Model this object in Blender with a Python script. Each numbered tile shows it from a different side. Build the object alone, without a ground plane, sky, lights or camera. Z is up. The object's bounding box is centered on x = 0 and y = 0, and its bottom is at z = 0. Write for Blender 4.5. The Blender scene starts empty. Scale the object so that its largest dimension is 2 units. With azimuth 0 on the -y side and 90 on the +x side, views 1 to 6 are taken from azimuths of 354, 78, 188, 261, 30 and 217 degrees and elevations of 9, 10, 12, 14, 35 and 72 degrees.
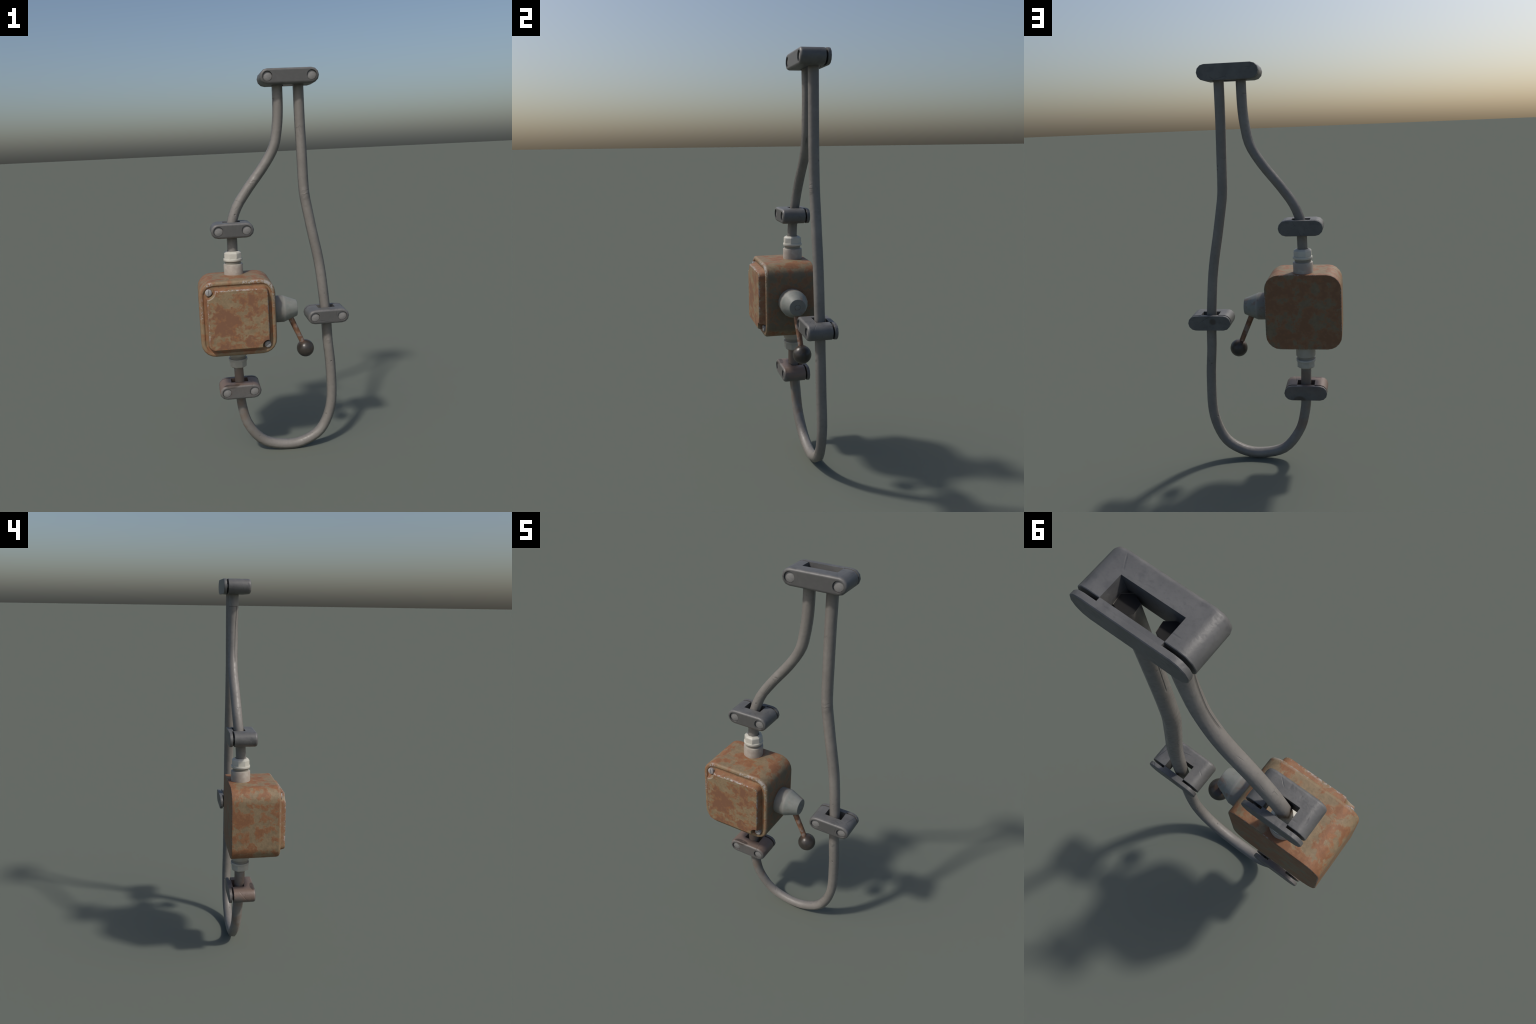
import bpy, bmesh, math, random
from mathutils import Vector, Matrix

random.seed(7)
COL = bpy.context.scene.collection

# ------------------------------------------------------------------ helpers
def empty(name):
    o = bpy.data.objects.new(name, None)
    o.empty_display_size = 0.1
    COL.objects.link(o)
    return o


def mesh_obj(name, verts, faces, mat, parent=None, loc=(0, 0, 0), angle=35, smooth=True):
    me = bpy.data.meshes.new(name)
    me.from_pydata([tuple(v) for v in verts], [], faces)
    me.update()
    bm = bmesh.new()
    bm.from_mesh(me)
    bmesh.ops.recalc_face_normals(bm, faces=bm.faces)
    bm.to_mesh(me)
    bm.free()
    o = bpy.data.objects.new(name, me)
    COL.objects.link(o)
    o.location = loc
    if mat:
        me.materials.append(mat)
    finish(me, angle, smooth)
    if parent:
        adopt(o, parent)
    return o


def finish(me, angle=35, smooth=True):
    me.polygons.foreach_set("use_smooth", [smooth] * len(me.polygons))
    if smooth:
        me.set_sharp_from_angle(angle=math.radians(angle))
    me.update()


def adopt(o, parent):
    """Parent o and keep where it stands (parents here are only ever moved)."""
    p = parent.location.copy()
    q = parent.parent
    while q:
        p += q.location
        q = q.parent
    o.parent = parent
    o.location = o.location - p
    return o


def clone(o, parent, loc):
    c = o.copy()
    COL.objects.link(c)
    c.parent = None
    c.location = loc
    adopt(c, parent)
    return c


def bake(o, angle=35):
    """Apply the modifiers of o into its mesh."""
    dg = bpy.context.evaluated_depsgraph_get()
    dg.update()
    me = bpy.data.meshes.new_from_object(o.evaluated_get(dg))
    old = o.data
    o.modifiers.clear()
    o.data = me
    me.name = old.name
    bpy.data.meshes.remove(old)
    finish(me, angle)


def cut(o, cutters, angle=35):
    for c in cutters:
        m = o.modifiers.new("cut", 'BOOLEAN')
        m.object = c
        m.operation = 'DIFFERENCE'
        m.solver = 'EXACT'
    bake(o, angle)
    for c in cutters:
        bpy.data.objects.remove(c, do_unlink=True)
    m = o.modifiers.new("weighted", 'WEIGHTED_NORMAL')
    m.keep_sharp = True
    m.weight = 60


def rings_to_mesh(rings, cap_start=True, cap_end=True):
    n = len(rings[0])
    verts = [v for r in rings for v in r]
    faces = []
    for i in range(len(rings) - 1):
        for j in range(n):
            k = (j + 1) % n
            faces.append((i * n + j, i * n + k, (i + 1) * n + k, (i + 1) * n + j))
    if cap_start:
        faces.append(tuple(range(n)))
    if cap_end:
        b = (len(rings) - 1) * n
        faces.append(tuple(b + j for j in range(n)))
    return verts, faces


def lathe(profile, axis='Z', seg=20, phase=0.0):
    """profile: (radius, height) pairs; axis gives the direction of height."""
    rings = []
    for r, h in profile:
        ring = []
        for j in range(seg):
            a = phase + 2 * math.pi * j / seg
            p = (r * math.cos(a), r * math.sin(a))
            if axis == 'Z':
                ring.append((p[0], p[1], h))
            elif axis == 'X':
                ring.append((h, p[0], p[1]))
            else:
                ring.append((p[0], h, p[1]))
        rings.append(ring)
    return rings_to_mesh(rings)


def box_obj(name, lo, hi):
    v = [(x, y, z) for x in (lo[0], hi[0]) for y in (lo[1], hi[1]) for z in (lo[2], hi[2])]
    f = [(0, 1, 3, 2), (4, 6, 7, 5), (0, 4, 5, 1), (2, 3, 7, 6), (0, 2, 6, 4), (1, 5, 7, 3)]
    return mesh_obj(name, v, f, None, smooth=False)


def stadium(hl, r, y, seg=6):
    """Outline of a slot-shaped bar in x-z, end centres at +-hl."""
    out = []
    for s in (1, -1):
        for j in range(seg + 1):
            a = -math.pi / 2 + math.pi * j / seg
            out.append((s * (hl + r * math.cos(a)), y, s * r * math.sin(a)))
    return out


def rounded_rect(hx, hz, r, y, seg=5):
    out = []
    for k, (sx, sz) in enumerate(((1, 1), (-1, 1), (-1, -1), (1, -1))):
        for j in range(seg + 1):
            a = k * math.pi / 2 + (math.pi / 2) * j / seg
            out.append((sx * (hx - r) + r * math.cos(a), y, sz * (hz - r) + r * math.sin(a)))
    return out


def catmull(pts, n):
    pts = [Vector(p) for p in pts]
    P = [2 * pts[0] - pts[1]] + pts + [2 * pts[-1] - pts[-2]]
    out = []
    for i in range(1, len(P) - 2):
        p0, p1, p2, p3 = P[i - 1:i + 3]
        for k in range(n):
            t = k / n
            out.append(0.5 * (2 * p1 + (p2 - p0) * t + (2 * p0 - 5 * p1 + 4 * p2 - p3) * t * t
                              + (3 * p1 - p0 - 3 * p2 + p3) * t ** 3))
    out.append(pts[-1])
    return out


def resample(line, step):
    L = [0.0]
    for a, b in zip(line, line[1:]):
        L.append(L[-1] + (b - a).length)
    n = max(2, round(L[-1] / step))
    out, i = [], 0
    for k in range(n + 1):
        s = L[-1] * k / n
        while i < len(L) - 2 and L[i + 1] < s:
            i += 1
        t = (s - L[i]) / max(1e-9, L[i + 1] - L[i])
        out.append(line[i].lerp(line[i + 1], min(1, max(0, t))))
    return out


def sweep(line, radius, sides, start_dir):
    """Tube along a line, frame carried by parallel transport."""
    rings = []
    T = (line[1] - line[0]).normalized()
    N = Vector(start_dir)
    N = (N - T * N.dot(T)).normalized()
    for i, p in enumerate(line):
        a = line[max(0, i - 1)]
        b = line[min(len(line) - 1, i + 1)]
        T2 = (b - a).normalized()
        q = T.rotation_difference(T2)
        N = (q @ N)
        N = (N - T2 * N.dot(T2)).normalized()
        T = T2
        Bn = T.cross(N)
        rings.append([p + radius * (math.cos(2 * math.pi * j / sides) * N + math.sin(2 * math.pi * j / sides) * Bn)
                      for j in range(sides)])
    return rings


# ------------------------------------------------------------------ node kit
class Kit:
    def __init__(self, name):
        self.mat = bpy.data.materials.new(name)
        self.mat.use_nodes = True
        self.t = self.mat.node_tree
        self.bsdf = self.t.nodes["Principled BSDF"]
        self.pos = self.t.nodes.new("ShaderNodeNewGeometry").outputs["Position"]
        s = self.t.nodes.new("ShaderNodeSeparateXYZ")
        self.t.links.new(self.pos, s.inputs[0])
        self.x, self.y, self.z = s.outputs

    def put(self, sock, v):
        if isinstance(v, (int, float)):
            sock.default_value = v
        elif isinstance(v, tuple):
            sock.default_value = v if len(v) == len(sock.default_value) else (*v, 1)
        else:
            self.t.links.new(v, sock)

    def m(self, op, a, b=0.0, c=0.0, clamp=False):
        n = self.t.nodes.new("ShaderNodeMath")
        n.operation = op
        n.use_clamp = clamp
        for s, v in zip(n.inputs, (a, b, c)):
            self.put(s, v)
        return n.outputs[0]

    def add(self, a, b): return self.m('ADD', a, b)
    def sub(self, a, b): return self.m('SUBTRACT', a, b)
    def mul(self, a, b): return self.m('MULTIPLY', a, b)
    def mx(self, a, b): return self.m('MAXIMUM', a, b)
    def mn(self, a, b): return self.m('MINIMUM', a, b)
    def ab(self, a): return self.m('ABSOLUTE', a)

    def step(self, v, lo, hi, to0=0.0, to1=1.0):
        n = self.t.nodes.new("ShaderNodeMapRange")
        n.interpolation_type = 'SMOOTHSTEP'
        self.put(n.inputs[0], v)
        for i, q in zip((1, 2, 3, 4), (lo, hi, to0, to1)):
            self.put(n.inputs[i], q)
        return n.outputs[0]

    def noise(self, scale, detail=4, rough=0.55, stretch=(1, 1, 1), off=(0, 0, 0), distort=0.0):
        mp = self.t.nodes.new("ShaderNodeMapping")
        mp.inputs["Scale"].default_value = stretch
        mp.inputs["Location"].default_value = off
        self.t.links.new(self.pos, mp.inputs[0])
        n = self.t.nodes.new("ShaderNodeTexNoise")
        n.inputs["Scale"].default_value = scale
        n.inputs["Detail"].default_value = detail
        n.inputs["Roughness"].default_value = rough
        n.inputs["Distortion"].default_value = distort
        self.t.links.new(mp.outputs[0], n.inputs["Vector"])
        return n.outputs["Fac"]

    def voronoi(self, scale, feature='F1', off=(0, 0, 0)):
        mp = self.t.nodes.new("ShaderNodeMapping")
        mp.inputs["Location"].default_value = off
        self.t.links.new(self.pos, mp.inputs[0])
        n = self.t.nodes.new("ShaderNodeTexVoronoi")
        n.feature = feature
        n.inputs["Scale"].default_value = scale
        self.t.links.new(mp.outputs[0], n.inputs["Vector"])
        return n.outputs["Distance"]

    def mix(self, f, a, b):
        n = self.t.nodes.new("ShaderNodeMix")
        n.data_type = 'RGBA'
        self.put(n.inputs[0], f)
        self.put(n.inputs[6], a)
        self.put(n.inputs[7], b)
        return n.outputs[2]

    def near(self, p, r0, r1, scale=(1, 1, 1)):
        """1 inside r0 of point p, fading to 0 at r1."""
        d = None
        for c, q, s in zip((self.x, self.y, self.z), p, scale):
            e = self.mul(self.sub(c, q), s)
            e = self.mul(e, e)
            d = e if d is None else self.add(d, e)
        return self.step(self.m('SQRT', d), r0, r1, 1.0, 0.0)

    def rect_sdf(self, cx, cz, hx, hz, r):
        qx = self.sub(self.ab(self.sub(self.x, cx)), hx - r)
        qz = self.sub(self.ab(self.sub(self.z, cz)), hz - r)
        ax, az = self.mx(qx, 0.0), self.mx(qz, 0.0)
        ln = self.m('SQRT', self.add(self.mul(ax, ax), self.mul(az, az)))
        return self.sub(self.add(ln, self.mn(self.mx(qx, qz), 0.0)), r)

    def done(self, color, rough=0.6, metal=0.0, bump=None, strength=0.3, dist=0.002, spec=0.5):
        self.put(self.bsdf.inputs["Base Color"], color)
        self.put(self.bsdf.inputs["Roughness"], rough)
        self.put(self.bsdf.inputs["Metallic"], metal)
        self.bsdf.inputs["Specular IOR Level"].default_value = spec
        if bump is not None:
            b = self.t.nodes.new("ShaderNodeBump")
            b.inputs["Strength"].default_value = strength
            b.inputs["Distance"].default_value = dist
            self.t.links.new(bump, b.inputs["Height"])
            self.t.links.new(b.outputs[0], self.bsdf.inputs["Normal"])
        return self.mat


# ------------------------------------------------------------------ sizes
BX, BZ = -0.1965, 0.8037            # enclosure centre
BHX, BHZ = 0.189, 0.190             # enclosure half sizes
Y_BACK, Y_RIM, Y_RING, Y_PANEL = 0.140, -0.1095, -0.1035, -0.140
SCREW_OFF = 0.1395                  # cover screws from the centre
GLAND_Y = 0.073
CABLE_R = 0.0272

# ------------------------------------------------------------------ materials
def mat_cable():
    k = Kit("grey_cable_rubber")
    big = k.noise(9, 3)
    fine = k.noise(70, 4, 0.6)
    col = k.mix(k.step(big, 0.35, 0.7), (0.186, 0.173, 0.158), (0.218, 0.204, 0.186))
    col = k.mix(k.mul(k.step(fine, 0.5, 0.75), 0.35), col, (0.14, 0.129, 0.119))
    # scattered nicks and dents
    nick = k.mul(k.step(k.voronoi(19), 0.04, 0.11, 1, 0), k.step(k.noise(13, 2, 0.5, off=(3, 1, 2)), 0.47, 0.55))
    col = k.mix(k.mul(nick, 0.45), col, (0.08, 0.074, 0.07))
    # rust run-off below the enclosure
    low = k.mul(k.step(k.x, 0.0, -0.13, 0, 1), k.mul(k.step(k.z, 0.04, 0.16), k.step(k.z, 0.62, 0.58)))
    rust = k.mul(low, k.step(k.add(k.noise(16, 4), k.step(k.z, 0.1, 0.55, -0.10, 0.10)), 0.36, 0.62))
    col = k.mix(k.mul(rust, 0.55), col, (0.19, 0.118, 0.078))

    # knife slit along the upper left run and a shorter one on the other run
    def slit(z0, z1, a, b, c, x0, x1, w):
        zz = k.sub(k.z, z0)
        yc = k.add(a, k.add(k.mul(zz, b), k.mul(k.mul(zz, zz), c)))
        m1 = k.step(k.ab(k.sub(k.y, yc)), w * 0.3, w, 1, 0)
        m2 = k.mul(k.step(k.z, z0 - 0.01, z0 + 0.01), k.step(k.z, z1 + 0.003, z1 - 0.003))
        return k.mul(k.mul(m1, m2), k.mul(k.step(k.x, x0 - 0.002, x0 + 0.002), k.step(k.x, x1 + 0.003, x1 - 0.003)))

    s = k.add(slit(1.585, 1.86, 0.082, -0.02, -0.12, -0.1, 0.058, 0.0035),
              slit(1.60, 1.76, 0.086, -0.02, 0.0, 0.12, 0.168, 0.003))
    # short cross cut where the slit ends
    cross = k.mul(k.step(k.ab(k.sub(k.z, 1.862)), 0.0008, 0.003, 1, 0),
                  k.mul(k.step(k.x, 0.062, 0.055), k.step(k.y, 0.062, 0.068)))
    s = k.add(s, k.mul(cross, 0.6))
    col = k.mix(k.mul(s, 0.55), col, (0.06, 0.056, 0.053))
    # fine straight cuts, and two kinked spots
    cuts = k.step(k.voronoi(10, 'DISTANCE_TO_EDGE', off=(0.03, 0.01, 0.02)), 0.0, 0.016, 1, 0)
    cuts = k.mul(cuts, k.step(k.noise(8, 2, off=(2, 7, 1)), 0.58, 0.66))
    col = k.mix(k.mul(cuts, 0.25), col, (0.08, 0.074, 0.07))
    kink = k.mx(k.near((-0.075, 0.065, 1.452), 0.01, 0.035), k.mx(k.near((0.187, 0.06, 1.385), 0.01, 0.04), k.near((0.285, 0.06, 0.60), 0.004, 0.016)))
    folds = k.mul(kink, k.noise(45, 2, 0.5, stretch=(0.6, 1, 1.6), distort=0.8))
    h = k.sub(k.sub(k.add(k.mul(fine, 0.16), k.mul(big, 0.6)), k.mul(nick, 0.9)), k.add(k.mul(cuts, 0.35), k.mul(s, 1.6)))
    h = k.add(k.add(h, k.mul(folds, 1.5)), k.mul(k.noise(34, 3, 0.55, off=(4, 4, 4)), 0.55))
    return k.done(col, k.step(fine, 0.3, 0.7, 0.42, 0.56), 0, h, 0.6, 0.004, 0.5)


def mat_dark():
    k = Kit("dark_cable_end")
    return k.done(k.mix(k.noise(60), (0.006, 0.006, 0.006), (0.012, 0.011, 0.011)), 0.8)


def mat_clamp(name, rust_level, blots, hx):
    k = Kit(name)
    fine = k.noise(110, 4, 0.6)
    big = k.noise(14, 3, off=(1, 2, 3))
    col = k.mix(k.step(big, 0.3, 0.7), (0.100, 0.100, 0.099), (0.128, 0.127, 0.124))
    # lighter rounded edges around a darker front face
    pale_edge = k.mul(k.step(k.ab(k.sub(k.y, 0.006)), 0.002, 0.011, 1, 0), k.step(k.noise(30, 3), 0.3, 0.6))
    col = k.mix(k.mul(pale_edge, 0.5), col, (0.165, 0.158, 0.152))
    front = k.mul(k.step(k.y, 0.0004, 0.0022, 1, 0), k.step(k.noise(38, 3, 0.6, off=(2, 3, 4)), 0.25, 0.6, 0.75, 1.0))
    col = k.mix(k.mul(front, 0.35 if rust_level else 0.8), col, (0.076, 0.0755, 0.074))
    col = k.mix(k.mul(k.step(fine, 0.5, 0.7), 0.3), col, (0.07, 0.07, 0.07))
    # straight scratches
    vein = k.step(k.voronoi(8, 'DISTANCE_TO_EDGE', off=(0.04, 0.02, 0.03)), 0.0, 0.022, 1, 0)
    vein = k.mul(vein, k.step(k.noise(12, 3, off=(6, 6, 1)), 0.50, 0.64))
    stain = k.mul(k.step(k.noise(19, 3, 0.6, off=(5, 2, 6)), 0.52, 0.68), k.step(k.y, 0.001, 0.01))
    col = k.mix(k.mul(stain, 0.4), col, (0.066, 0.066, 0.070))
    col = k.mix(k.mul(vein, 0.4), col, (0.05, 0.05, 0.052))
    if rust_level:
        r = k.step(k.add(k.noise(13, 4, off=(4, 0, 8)), k.mul(k.step(k.z, 0.345, 0.415), 0.30)), 0.42, 0.72)
        r = k.mul(r, k.mul(k.step(k.y, 0.001, 0.012, 0.12, 1.0), k.step(k.y, 0.115, 0.128, 1.0, 0.25)))
        col = k.mix(k.mul(r, rust_level), col, (0.195, 0.128, 0.096))
    for p, r0, r1, sc in blots:
        b = k.mul(k.near(p, r0, r1, sc), k.step(k.noise(40, 3), 0.25, 0.5, 0.6, 1.0))
        col = k.mix(k.mul(b, 0.8), col, (0.05, 0.036, 0.028))
    h = k.sub(k.add(k.mul(fine, 0.35), k.mul(big, 0.8)), k.add(k.mul(vein, 0.7), k.mul(stain, 0.4)))
    return k.done(col, 0.48, 0, h, 0.45, 0.0025, 0.5)


def mat_clamp_screw():
    k = Kit("dull_zinc")
    streak = k.noise(60, 3, 0.5, stretch=(1, 1, 2.2), distort=0.6)
    col = k.mix(k.step(streak, 0.35, 0.65), (0.200, 0.196, 0.191), (0.230, 0.225, 0.219))
    return k.done(col, 0.55, 0.0, streak, 0.1, 0.002)


def rust_paint(name, cover):
    k = Kit(name)
    n1 = k.noise(21 if cover else 17, 6, 0.62, off=(0.4, 0.1, 0.7) if cover else (2.2, 1.3, 0.2), distort=0.25)
    n2 = k.noise(40, 5, 0.65, off=(3, 2, 5), distort=0.2)
    n3 = k.noise(120, 4, 0.65)
    khaki = k.mix(k.step(n2, 0.3, 0.7), (0.200, 0.145, 0.084), (0.268, 0.194, 0.112))
    bias = k.step(k.y, -0.09, 0.11, -0.028, 0.035)            # more rust to the back
    if cover:
        # large stain left of the middle, sound paint to the right and around the edges
        bias = k.add(k.mul(k.near((-0.262, -0.14, 0.775), 0.02, 0.095), 0.13), 0.008)
        bias = k.add(bias, k.mul(k.near((-0.105, -0.14, 0.755), 0.0, 0.085, (1.2, 1, 1)), -0.05))
        bias = k.add(bias, k.mul(k.near((-0.14, -0.14, 0.90), 0.01, 0.07), 0.06))
        bias = k.add(bias, k.mul(k.near((-0.29, -0.14, 0.67), 0.01, 0.07), 0.05))
        bias = k.add(bias, k.mul(k.near((-0.29, -0.14, 0.905), 0.01, 0.08), -0.10))
        bias = k.add(bias, k.mul(k.near((-0.14, -0.14, 0.68), 0.01, 0.06), 0.05))
    r = k.add(n1, bias)
    rim_r = k.step(k.add(r, k.mul(k.sub(n3, 0.5), 0.10)), 0.463, 0.527)
    core = k.step(k.add(r, k.mul(k.sub(n2, 0.5), 0.40)), 0.50, 0.61)
    col = k.mix(k.mul(rim_r, 0.85), khaki, (0.275, 0.122, 0.055) if not cover else (0.250, 0.118, 0.056))
    col = k.mix(k.mul(core, 0.8), col, (0.178, 0.085, 0.050) if cover else (0.215, 0.095, 0.045))
    spark = k.mul(k.step(k.noise(30, 5, 0.65, off=(9, 3, 1)), 0.56, 0.66), k.step(r, 0.40, 0.46))
    col = k.mix(k.mul(spark, 0.6), col, (0.300, 0.125, 0.050))
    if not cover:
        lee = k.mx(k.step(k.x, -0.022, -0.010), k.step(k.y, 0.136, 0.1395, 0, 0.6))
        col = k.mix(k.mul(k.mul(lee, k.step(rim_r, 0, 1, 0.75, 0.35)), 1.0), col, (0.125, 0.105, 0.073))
    # grime specks and brownish film
    col = k.mix(k.mul(k.step(n3, 0.5, 0.75), 0.35), col, (0.12, 0.076, 0.048))
    # rounded-rectangle distance from the outline of the enclosure
    d = k.rect_sdf(BX, BZ, BHX, BHZ, 0.070)
    in_front = k.step(k.y, -0.094, -0.100)
    # rim keeps most of its paint
    rim_band = k.mul(k.step(d, -0.021, -0.017), in_front)
    col = k.mix(k.mul(rim_band, k.step(n2, 0.35, 0.65, 0.75, 0.15)), col, (0.225, 0.158, 0.092))
    # orange dust in the sunken ring and on the sloping side of the cover
    ring = k.mul(k.mul(k.step(d, -0.019, -0.024), k.step(d, -0.043, -0.040)), in_front)
    ring = k.mul(ring, k.step(n2, 0.38, 0.58, 0.1, 1.0))
    col = k.mix(k.mul(ring, 0.60), col, (0.262, 0.130, 0.068))
    groove = k.mul(k.mul(k.step(k.ab(k.sub(d, -0.0235)), 0.0008, 0.0035, 1, 0), in_front), k.step(n2, 0.3, 0.6, 0.4, 1))
    col = k.mix(k.mul(groove, 0.25), col, (0.11, 0.06, 0.035))
    # bare metal chips in patches on the rim and along the cover edge
    side_l = k.mul(k.step(k.x, -0.34, -0.37), k.mul(k.step(k.z, 0.76, 0.80), k.step(k.z, 0.925, 0.90)))
    tl = k.near((-0.345, -0.1, 0.975), 0.015, 0.04)
    top_r = k.mul(k.step(k.z, 0.955, 0.975), k.step(k.x, -0.24, -0.14))
    cor_r = k.near((-0.025, -0.1, 0.955), 0.02, 0.06)
    rim_where = k.mx(k.mx(side_l, tl), k.mx(top_r, cor_r))
    rim_where = k.mx(rim_where, k.mul(k.step(k.x, -0.03, -0.02), k.step(k.z, 0.80, 0.9, 0.15, 0.5)))
    cov_where = k.mx(k.step(k.z, 0.92, 0.94), k.mul(k.step(k.x, -0.33, -0.338), k.step(k.z, 0.68, 0.72)))
    cov_where = k.mx(cov_where, k.mul(k.step(k.x, -0.06, -0.054), k.step(k.z, 0.68, 0.82, 0.4, 0.9)))
    rim_line = k.mul(k.step(k.ab(k.add(d, 0.011)), 0.003, 0.011, 1, 0), in_front)
    cov_line = k.mul(k.step(k.ab(k.add(d, 0.0430)), 0.0012, 0.0040, 1, 0), k.step(k.y, -0.122, -0.130))
    cluster = k.mul(k.sub(k.noise(16, 3, 0.6, off=(8, 1, 3)), 0.5), 0.7)
    chips = k.step(k.add(k.noise(100, 3, 0.7, off=(1, 9, 4)), cluster), 0.47, 0.60)
    # worn lip of the upper left screw pocket
    ex, ez = k.sub(k.x, BX - SCREW_OFF - 0.010), k.sub(k.z, BZ + SCREW_OFF + 0.010)
    er = k.m('SQRT', k.add(k.mul(ex, ex), k.mul(ez, ez)))
    lip = k.mul(k.step(k.ab(k.sub(er, 0.0430)), 0.001, 0.0035, 1, 0), k.step(k.y, -0.128, -0.134))
    back_line = k.mul(k.step(k.y, 0.1365, 0.1385), k.step(d, -0.005, -0.003))
    chip = k.mx(k.mul(k.mul(rim_line, rim_where), chips), k.mul(k.mul(cov_line, cov_where), chips))
    chip = k.mx(k.mx(chip, k.mul(lip, k.step(chips, 0, 1, 0.35, 0.9))), k.mul(back_line, k.mul(chips, 0.8)))
    col = k.mix(k.mul(chip, 0.72), col, (0.38, 0.365, 0.355))
    h = k.add(k.add(k.mul(n3, 0.3), k.mul(k.step(r, 0.44, 0.56), 0.25)), k.mul(chip, -1.0))
    rough = k.step(chip, 0, 1, 0.6, 0.38)
    return k.done(col, rough, 0.0, h, 0.55, 0.003, 0.4)


def mat_gland():
    k = Kit("cream_plastic")
    n = k.noise(22, 4)
    col = k.mix(k.step(n, 0.35, 0.7), (0.55, 0.535, 0.475), (0.485, 0.468, 0.41))
    d = k.ab(k.sub(k.z, BZ))
    dirt = k.mul(k.step(d, 0.2465, 0.2415), k.step(k.noise(30, 4, off=(2, 2, 2)), 0.25, 0.6, 0.55, 1.0))
    upper = k.step(k.z, 0.7, 0.9, 0.45, 1.0)
    col = k.mix(k.mul(k.mul(dirt, 0.85), upper), col, (0.31, 0.26, 0.22))
    groove = k.step(k.ab(k.sub(d, BHZ + 0.0610)), 0.0060, 0.0085, 1, 0)  # neck coloured darker to show ambient occlusion under the collar
    col = k.mix(k.mul(groove, 0.8), col, (0.17, 0.155, 0.125))
    film = k.mul(k.step(k.z, 0.9, 0.7), k.step(k.noise(26, 3, off=(5, 5, 2)), 0.3, 0.6, 0.5, 0.9))  # lower gland toned darker and greyer than the upper one, unevenly
    col = k.mix(k.mul(film, 0.55), col, (0.30, 0.275, 0.235))
    return k.done(col, 0.42, 0, k.noise(90, 3), 0.12, 0.002, 0.5)


def mat_housing():
    k = Kit("grey_green_paint")
    n = k.noise(30, 5, 0.6)
    f = k.noise(130, 4)
    col = k.mix(k.step(n, 0.35, 0.65), (0.212, 0.225, 0.203), (0.245, 0.252, 0.228))
    st = k.mul(k.step(k.noise(34, 5, 0.65, off=(7, 3, 3)), 0.53, 0.66), k.step(k.y, -0.03, 0.05, 0.15, 0.75))
    col = k.mix(st, col, (0.22, 0.140, 0.105))
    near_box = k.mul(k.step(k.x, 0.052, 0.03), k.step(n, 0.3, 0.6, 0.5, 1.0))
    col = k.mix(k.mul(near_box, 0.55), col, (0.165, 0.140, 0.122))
    edge = k.step(k.ab(k.sub(k.x, 0.047)), 0.002, 0.008, 1, 0)  # bevel highlight tinted into the paint at the drum's edge
    col = k.mix(k.mul(edge, 0.5), col, (0.29, 0.275, 0.25))
    nose = k.mul(k.step(k.x, 0.1135, 0.1142), 0.45)
    col = k.mix(nose, col, (0.15, 0.145, 0.132))
    return k.done(col, 0.55, 0, f, 0.15, 0.002, 0.4)


def mat_rod():
    k = Kit("rusty_rod")
    n = k.noise(45, 5, 0.6)
    col = k.mix(k.step(n, 0.35, 0.65), (0.17, 0.085, 0.05), (0.26, 0.135, 0.078))
    ch = k.step(k.noise(42, 3, 0.5, off=(3, 3, 9)), 0.52, 0.60)
    col = k.mix(k.mul(ch, 0.7), col, (0.26, 0.225, 0.205))
    return k.done(col, 0.5, 0, n, 0.35, 0.002, 0.4)


def mat_knob():
    k = Kit("black_knob_lacquer")
    n = k.noise(24, 5, 0.6)
    col = k.mix(k.step(n, 0.4, 0.7), (0.036, 0.032, 0.029), (0.064, 0.052, 0.043))
    rust = k.mul(k.near((0.142, 0.029, 0.615), 0.012, 0.035), k.step(n, 0.3, 0.6))
    col = k.mix(k.mul(rust, 0.7), col, (0.13, 0.066, 0.038))
    return k.done(col, k.step(n, 0.3, 0.7, 0.28, 0.42), 0, k.noise(120, 3), 0.08, 0.002, 0.5)


def mat_steel():
    k = Kit("bright_screw_steel")
    n = k.noise(70, 3, 0.5, stretch=(1, 1, 3))
    col = k.mix(k.step(n, 0.35, 0.65), (0.28, 0.27, 0.265), (0.335, 0.325, 0.32))
    return k.done(col, 0.45, 0.0, n, 0.1, 0.001)


CABLE, END_CAP = mat_cable(), mat_dark()
CLAMP_SCREW, GLAND, HOUSING, ROD, KNOB, STEEL = (mat_clamp_screw(), mat_gland(), mat_housing(), mat_rod(),
                                                 mat_knob(), mat_steel())
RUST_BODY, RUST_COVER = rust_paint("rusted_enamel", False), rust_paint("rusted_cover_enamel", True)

# ------------------------------------------------------------------ the thing
root = empty("rusty_lever_switch")
root["label"] = "rusty electrical lever switch box on a looped grey cable with clamps"
root["category"] = "electrical switch"

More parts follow.
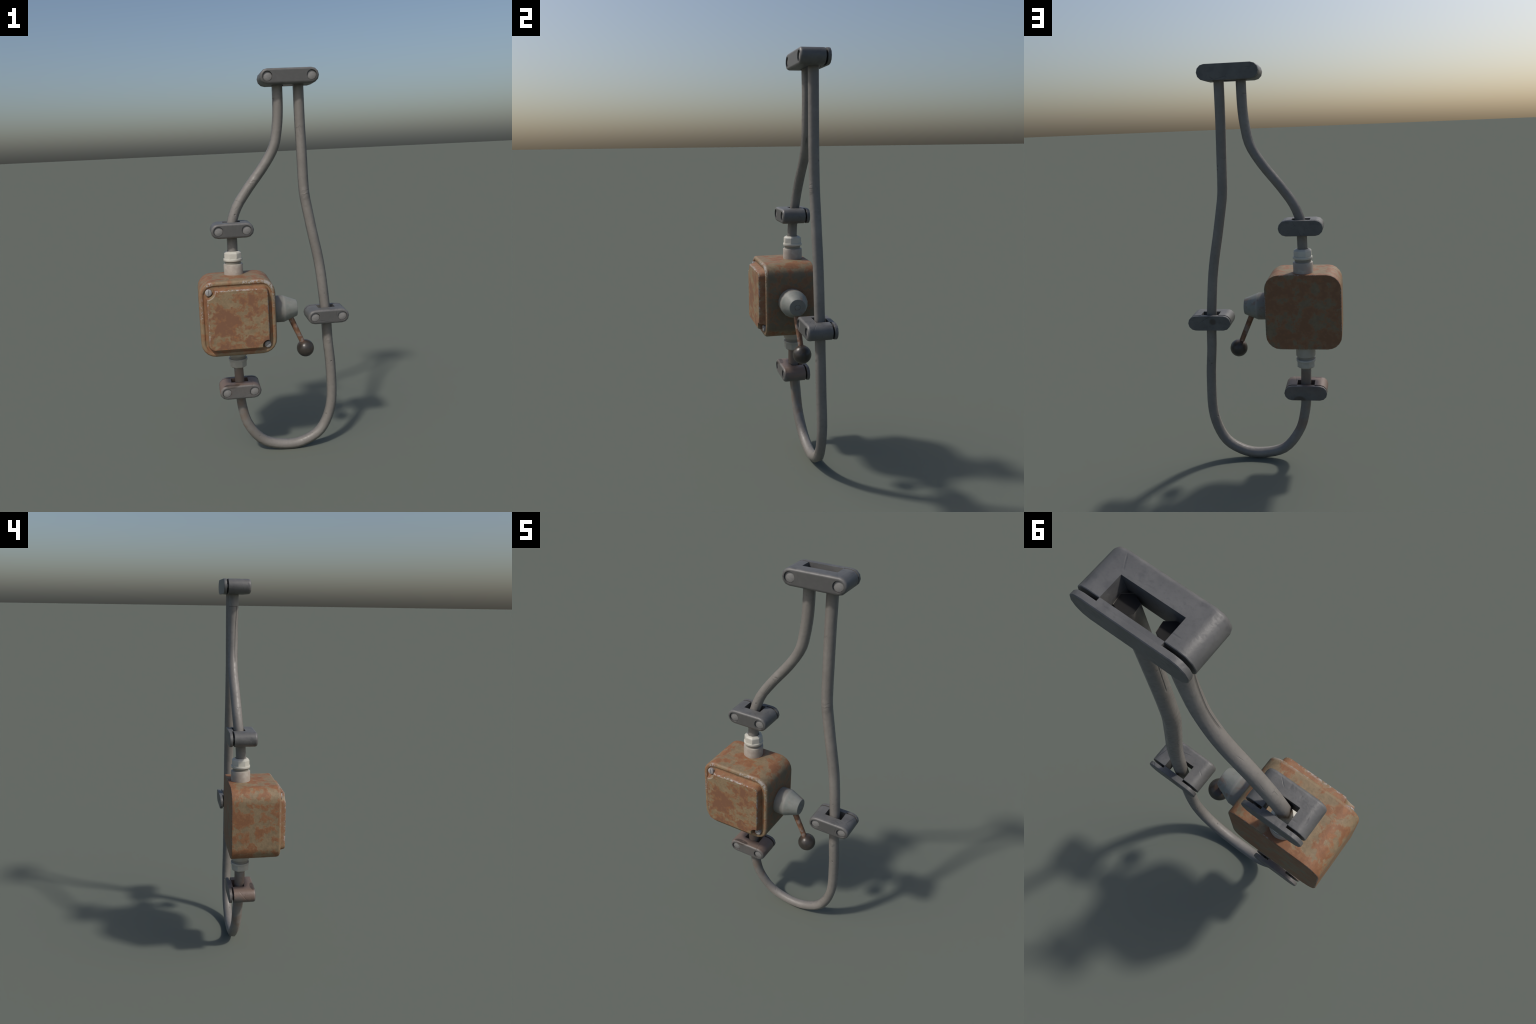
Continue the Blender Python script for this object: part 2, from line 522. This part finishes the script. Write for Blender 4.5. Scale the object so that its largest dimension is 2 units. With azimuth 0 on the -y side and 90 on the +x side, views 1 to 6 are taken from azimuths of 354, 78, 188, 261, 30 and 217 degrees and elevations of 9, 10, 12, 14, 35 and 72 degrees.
# --- enclosure: one cast box, rounded rim, sunken ring in front
prof = [  # inward offset, y, corner radius
    (0.0030, Y_BACK, 0.069), (0.0, Y_BACK - 0.003, 0.072), (0.0, 0.02, 0.072), (0.0005, -0.096, 0.072),
    (0.0016, -0.1022, 0.071), (0.0050, -0.1070, 0.067), (0.0100, Y_RIM, 0.062), (0.0165, Y_RIM, 0.056),
    (0.0200, -0.1084, 0.052), (0.0225, -0.1055, 0.050), (0.0250, Y_RING, 0.048), (0.0400, Y_RING, 0.040)]
rings = [rounded_rect(BHX - o, BHZ - o, r, y) for o, y, r in prof]
v, f = rings_to_mesh(rings)
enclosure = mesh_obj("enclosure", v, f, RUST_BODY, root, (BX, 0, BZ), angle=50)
enclosure.modifiers.new("weighted", 'WEIGHTED_NORMAL').keep_sharp = True

# --- raised cover: rounded rectangle with two round pockets for the screws
def cover_outline(o, y, notch_r, wide_r, corner_r, seg=5, nseg=9):
    hx, hz = BHX - o, BHZ - o
    out = []
    for kx, (sx, sz) in enumerate(((1, 1), (-1, 1), (-1, -1), (1, -1))):
        if (sx, sz) in ((-1, 1), (1, -1)):
            wide = sx < 0                                  # upper left pocket is wider and flatter
            nr = wide_r if wide else notch_r
            c0 = SCREW_OFF + (0.010 if wide else 0.0)
            cx, cz = sx * c0, sz * c0
            ez, ex = hz - c0, hx - c0                      # pocket centre to the cover's edges
            a0 = math.asin(max(-1, min(1, ez / nr)))
            a1 = math.asin(max(-1, min(1, ex / nr)))
            arc = []
            for j in range(nseg + 1):                      # from the z edge round to the x edge
                a = a0 + (-math.pi / 2 - a1 - a0) * j / nseg
                arc.append((cx - sx * nr * math.cos(a), cz + sz * nr * math.sin(a)))
            out += [(p[0], y, p[1]) for p in arc]
        else:
            for j in range(seg + 1):
                a = kx * math.pi / 2 + (math.pi / 2) * j / seg
                out.append((sx * (hx - corner_r) + corner_r * math.cos(a), y, sz * (hz - corner_r) + corner_r * math.sin(a)))
    return out


levels = [(0.0320, Y_RING + 0.002, 0.0245, 0.0345, 0.036), (0.0335, -0.1060, 0.0248, 0.0355, 0.035),
          (0.0375, -0.1200, 0.0258, 0.0385, 0.031), (0.0403, -0.1330, 0.0266, 0.0405, 0.028),
          (0.0416, -0.1368, 0.0272, 0.0415, 0.027), (0.0435, -0.1390, 0.0285, 0.0430, 0.025), (0.0462, Y_PANEL, 0.0305, 0.0450, 0.022)]
v, f = rings_to_mesh([cover_outline(*l) for l in levels])
cover = mesh_obj("cover", v, f, RUST_COVER, enclosure, (BX, 0, BZ), angle=55)
cover.modifiers.new("weighted", 'WEIGHTED_NORMAL').keep_sharp = True

# --- slotted cover screws
def cover_screw(turn):
    v, f = lathe([(0.0160, Y_RING + 0.002), (0.0168, -0.1140), (0.0160, -0.1170), (0.0135, -0.1186), (0.0080, -0.1194), (0.0005, -0.1197)],
                 'Y', 20)
    s = mesh_obj("cover_screw", v, f, STEEL, None, (0, 0, 0))
    c = box_obj("cutter", (-0.0013, -0.13, -0.03), (0.0013, -0.1155, 0.03))
    c.rotation_euler = (0, turn, 0)
    bpy.context.view_layer.update()
    cut(s, [c], 40)
    return s


for sx, sz, turn in ((-1, 1, 0.0), (1, -1, math.radians(48))):
    s = cover_screw(turn)
    s.location = (BX + sx * SCREW_OFF, 0, BZ + sz * SCREW_OFF)
    adopt(s, enclosure)

# --- cable glands, one up, one down (mirrored)
BASE = [(0.0495, -0.002), (0.0495, 0.0505), (0.0486, 0.0525), (0.0470, 0.0530), (0.0425, 0.0530), (0.0405, 0.0545), (0.0405, 0.0700)]
COLLAR = [(0.030, 0.0690), (0.0478, 0.0690), (0.0488, 0.0702), (0.0488, 0.0800), (0.0480, 0.0815), (0.0440, 0.0820)]
APO = 0.0438 / math.cos(math.pi / 8)
NUT = [(APO - 0.001, 0.0815), (APO - 0.001, 0.1085), (APO - 0.003, 0.1120), (APO - 0.013, 0.1185), (0.0295, 0.1190), (0.0285, 0.1150)]
for s in (1, -1):
    at = (BX - 0.001, GLAND_Y, BZ + s * BHZ)
    v, f = lathe([(r, s * h) for r, h in BASE], 'Z', 24)
    g = mesh_obj("cable_gland", v, f, GLAND, root, at, 40)
    v, f = lathe([(r, s * h) for r, h in COLLAR], 'Z', 24)
    mesh_obj("gland_collar", v, f, GLAND, g, at, 40)
    v, f = lathe([(r, s * h) for r, h in NUT], 'Z', 8, math.pi / 8)
    n = mesh_obj("gland_nut", v, f, GLAND, g, at, 30)
    b = n.modifiers.new("bevel", 'BEVEL')
    b.width = 0.0012
    b.segments = 2
    b.limit_method = 'ANGLE'
    b.angle_limit = math.radians(20)

# --- lever housing: drum, cone and a capped nose
hous_at = (BX + BHX, 0.021, 0.8050)
v, f = lathe([(0.0690, -0.002), (0.0690, 0.0520), (0.0675, 0.0550), (0.0420, 0.1195), (0.0405, 0.1215), (0.0385, 0.1220),
              (0.0150, 0.1220), (0.0140, 0.1210), (0.0130, 0.1205), (0.0120, 0.1225), (0.0080, 0.1242), (0.0005, 0.1247)], 'X', 18, 0.17)
housing = mesh_obj("lever_housing", v, f, HOUSING, root, hous_at, 40)
p0, p1 = Vector((0.080, 0.0225, 0.757)), Vector((0.155, 0.0315, 0.5824))
line = [p0.lerp(p1, t / 8) for t in range(9)]
rings = sweep(line, 1.0, 12, (1, 0, 0.4))
for i, (r, p) in enumerate(zip(rings, line)):
    w = 0.0150 - 0.0022 * i / 8
    rings[i] = [p + (q - p) * w for q in r]
v, f = rings_to_mesh(rings)
mesh_obj("lever_rod", v, f, ROD, housing)
bm = bmesh.new()
bmesh.ops.create_uvsphere(bm, u_segments=28, v_segments=18, radius=0.0450)
me = bpy.data.meshes.new("lever_knob")
bm.to_mesh(me)
bm.free()
me.materials.append(KNOB)
finish(me, 60)
knob = bpy.data.objects.new("lever_knob", me)
COL.objects.link(knob)
knob.location = p1
knob.rotation_euler = (0, math.radians(-25), 0)
adopt(knob, housing)

# --- cables
RUN_A = [(0.0667, 0.0802, 1.960), (0.0651, 0.0832, 1.80), (0.0547, 0.0847, 1.70), (0.0354, 0.0877, 1.62),
         (-0.0193, 0.0925, 1.53), (-0.1048, 0.0902, 1.42), (-0.165, 0.0882, 1.33), (-0.1959, 0.0824, 1.24),
         (-0.1965, 0.0738, 1.17), (-0.1976, 0.0715, 1.10)]
RUN_B = [(0.1720, 0.0822, 1.960), (0.1742, 0.0829, 1.75), (0.1797, 0.0828, 1.55), (0.1818, 0.0840, 1.46), (0.1855, 0.0845, 1.39), (0.1945, 0.0846, 1.33), (0.2178, 0.0846, 1.20),
         (0.2546, 0.0836, 1.0), (0.2785, 0.084, 0.75), (0.2858, 0.0852, 0.60), (0.2977, 0.0853, 0.45), (0.2965, 0.0902, 0.25),
         (0.250, 0.0932, 0.116), (0.1751, 0.0947, 0.0520), (0.07, 0.0955, 0.0255), (-0.0705, 0.0960, 0.056),
         (-0.1572, 0.0879, 0.16), (-0.1891, 0.0835, 0.28), (-0.1935, 0.0750, 0.38), (-0.1975, 0.0745, 0.50)]
for run in (RUN_A, RUN_B):
    line = resample(catmull(run, 16), 0.03)
    a = math.radians(38)
    rings = sweep(line, CABLE_R, 6, (math.cos(a), math.sin(a), 0))
    v, f = rings_to_mesh(rings, False, False)
    cable = mesh_obj("cable", v, f, CABLE, root, angle=75)
    # near-black end cap, set just inside the mouth of the sheath
    c = line[0]
    ring = [p + Vector((0, 0, -0.001)) for p in rings[0]]
    low = [c + (p - c) * 0.98 + Vector((0, 0, -0.012)) for p in rings[0]]
    v, f = rings_to_mesh([[c + (p - c) * 0.97 for p in ring], low])
    mesh_obj("cable_end_cap", v, f, END_CAP, cable, angle=20)

# --- clamps: bar with a cable slot, two sunk screws, stepped back plate
R = 0.0376
HOLE = 0.0245
Y_BODY, Y_PL0, Y_PL1 = 0.1165, 0.1250, 0.1400


def clamp(at, half, slot, mat, proto=None):
    """half: screw spacing / 2, slot: (x from, x to) of the cable opening."""
    if proto is None:
        e = [(0.0000, 0.0115), (0.0018, 0.0058), (0.0058, 0.0018), (0.0115, 0.0)]
        rings = [stadium(half, R - o, y) for o, y in [(0.0115, 0.0), (0.0060, 0.0016), (0.0018, 0.0055), (0.0, 0.0115),
                                                      (0.0, Y_BODY - 0.0015), (0.0012, Y_BODY)]]
        v, f = rings_to_mesh(rings)
        body = mesh_obj("cable_clamp", v, f, mat)
        cs = [box_obj("cutter", (slot[0], 0.0545, -0.1), (slot[1], 0.2, 0.1))]
        for s in (-1, 1):
            cv, cf = lathe([(HOLE, -0.05), (HOLE, 0.0095)], 'Y', 20)
            cs.append(mesh_obj("cutter", cv, cf, None, None, (s * half, 0, 0)))
        bpy.context.view_layer.update()
        cut(body, cs, 35)
        rings = [stadium(half, R - o, y) for o, y in [(0.0010, Y_PL0), (0.0, Y_PL0 + 0.0015), (0.0, Y_PL1 - 0.002), (0.002, Y_PL1)]]
        pv, pf = rings_to_mesh(rings)
        tab = 0.0004
        n = len(pv)
        tv = [(x, y, z) for x in (slot[0] + tab, slot[1] - tab) for y in (Y_BODY - 0.001, Y_PL0 + 0.001) for z in (-R + 0.0002, R - 0.0002)]
        pv = pv + tv
        pf = pf + [tuple(n + i for i in q) for q in ((0, 1, 3, 2), (4, 6, 7, 5), (0, 4, 5, 1), (2, 3, 7, 6), (0, 2, 6, 4), (1, 5, 7, 3))]
        plate = mesh_obj("clamp_plate", pv, pf, mat)
        plate.modifiers.new("weighted", 'WEIGHTED_NORMAL').keep_sharp = True
        # bolts run through from the sunk head to the back plate
        sv, sf = lathe([(0.0005, 0.0066), (0.0212, 0.0066), (0.0222, 0.0074), (0.0222, 0.0105)], 'Y', 20)
        bv, bf = lathe([(0.010, Y_BODY - 0.002), (0.010, Y_PL0 + 0.002)], 'Y', 12)
        m = len(sv)
        screw = mesh_obj("clamp_screw", sv + bv, sf + [tuple(m + i for i in q) for q in bf], CLAMP_SCREW, angle=40)
        body.location = at
        adopt(body, root)
        plate.location = at
        adopt(plate, body)
        for s in (-1, 1):
            if s == -1:
                screw.location = (at[0] - half, 0, at[2])
                adopt(screw, body)
            else:
                clone(screw, body, (at[0] + half, 0, at[2]))
        return body, plate, screw
    body0, plate0, screw0 = proto
    body = clone(body0, root, at)
    plate = clone(plate0, body, at)
    for o in (body, plate):
        o.material_slots[0].link = 'OBJECT'
        o.material_slots[0].material = mat
    for s in (-1, 1):
        clone(screw0, body, (at[0] + s * half, 0, at[2]))
    return body, plate, screw0


CLEAN = mat_clamp("grey_clamp_plastic", 0.0, [((0.26, 0.141, 0.757), 0.010, 0.022, (1, 1, 1))], 0)
STAINED = mat_clamp("rust_stained_clamp", 0.75, [((-0.24, 0.012, 0.416), 0.020, 0.026, (0.55, 1.6, 1)),
                                                 ((-0.165, 0.141, 0.340), 0.022, 0.034, (0.9, 1, 1.1))], 0)
clamp((0.1195, 0, 1.9622), 0.1085, (0.041 - 0.1195, 0.198 - 0.1195), CLEAN)
small = clamp((-0.1960, 0, 1.2230), 0.0708, (-0.0447, 0.0447), CLEAN)
clamp((0.2787, 0, 0.7485), 0.0708, None, CLEAN, small)
clamp((-0.1960, 0, 0.3795), 0.0708, None, STAINED, small)
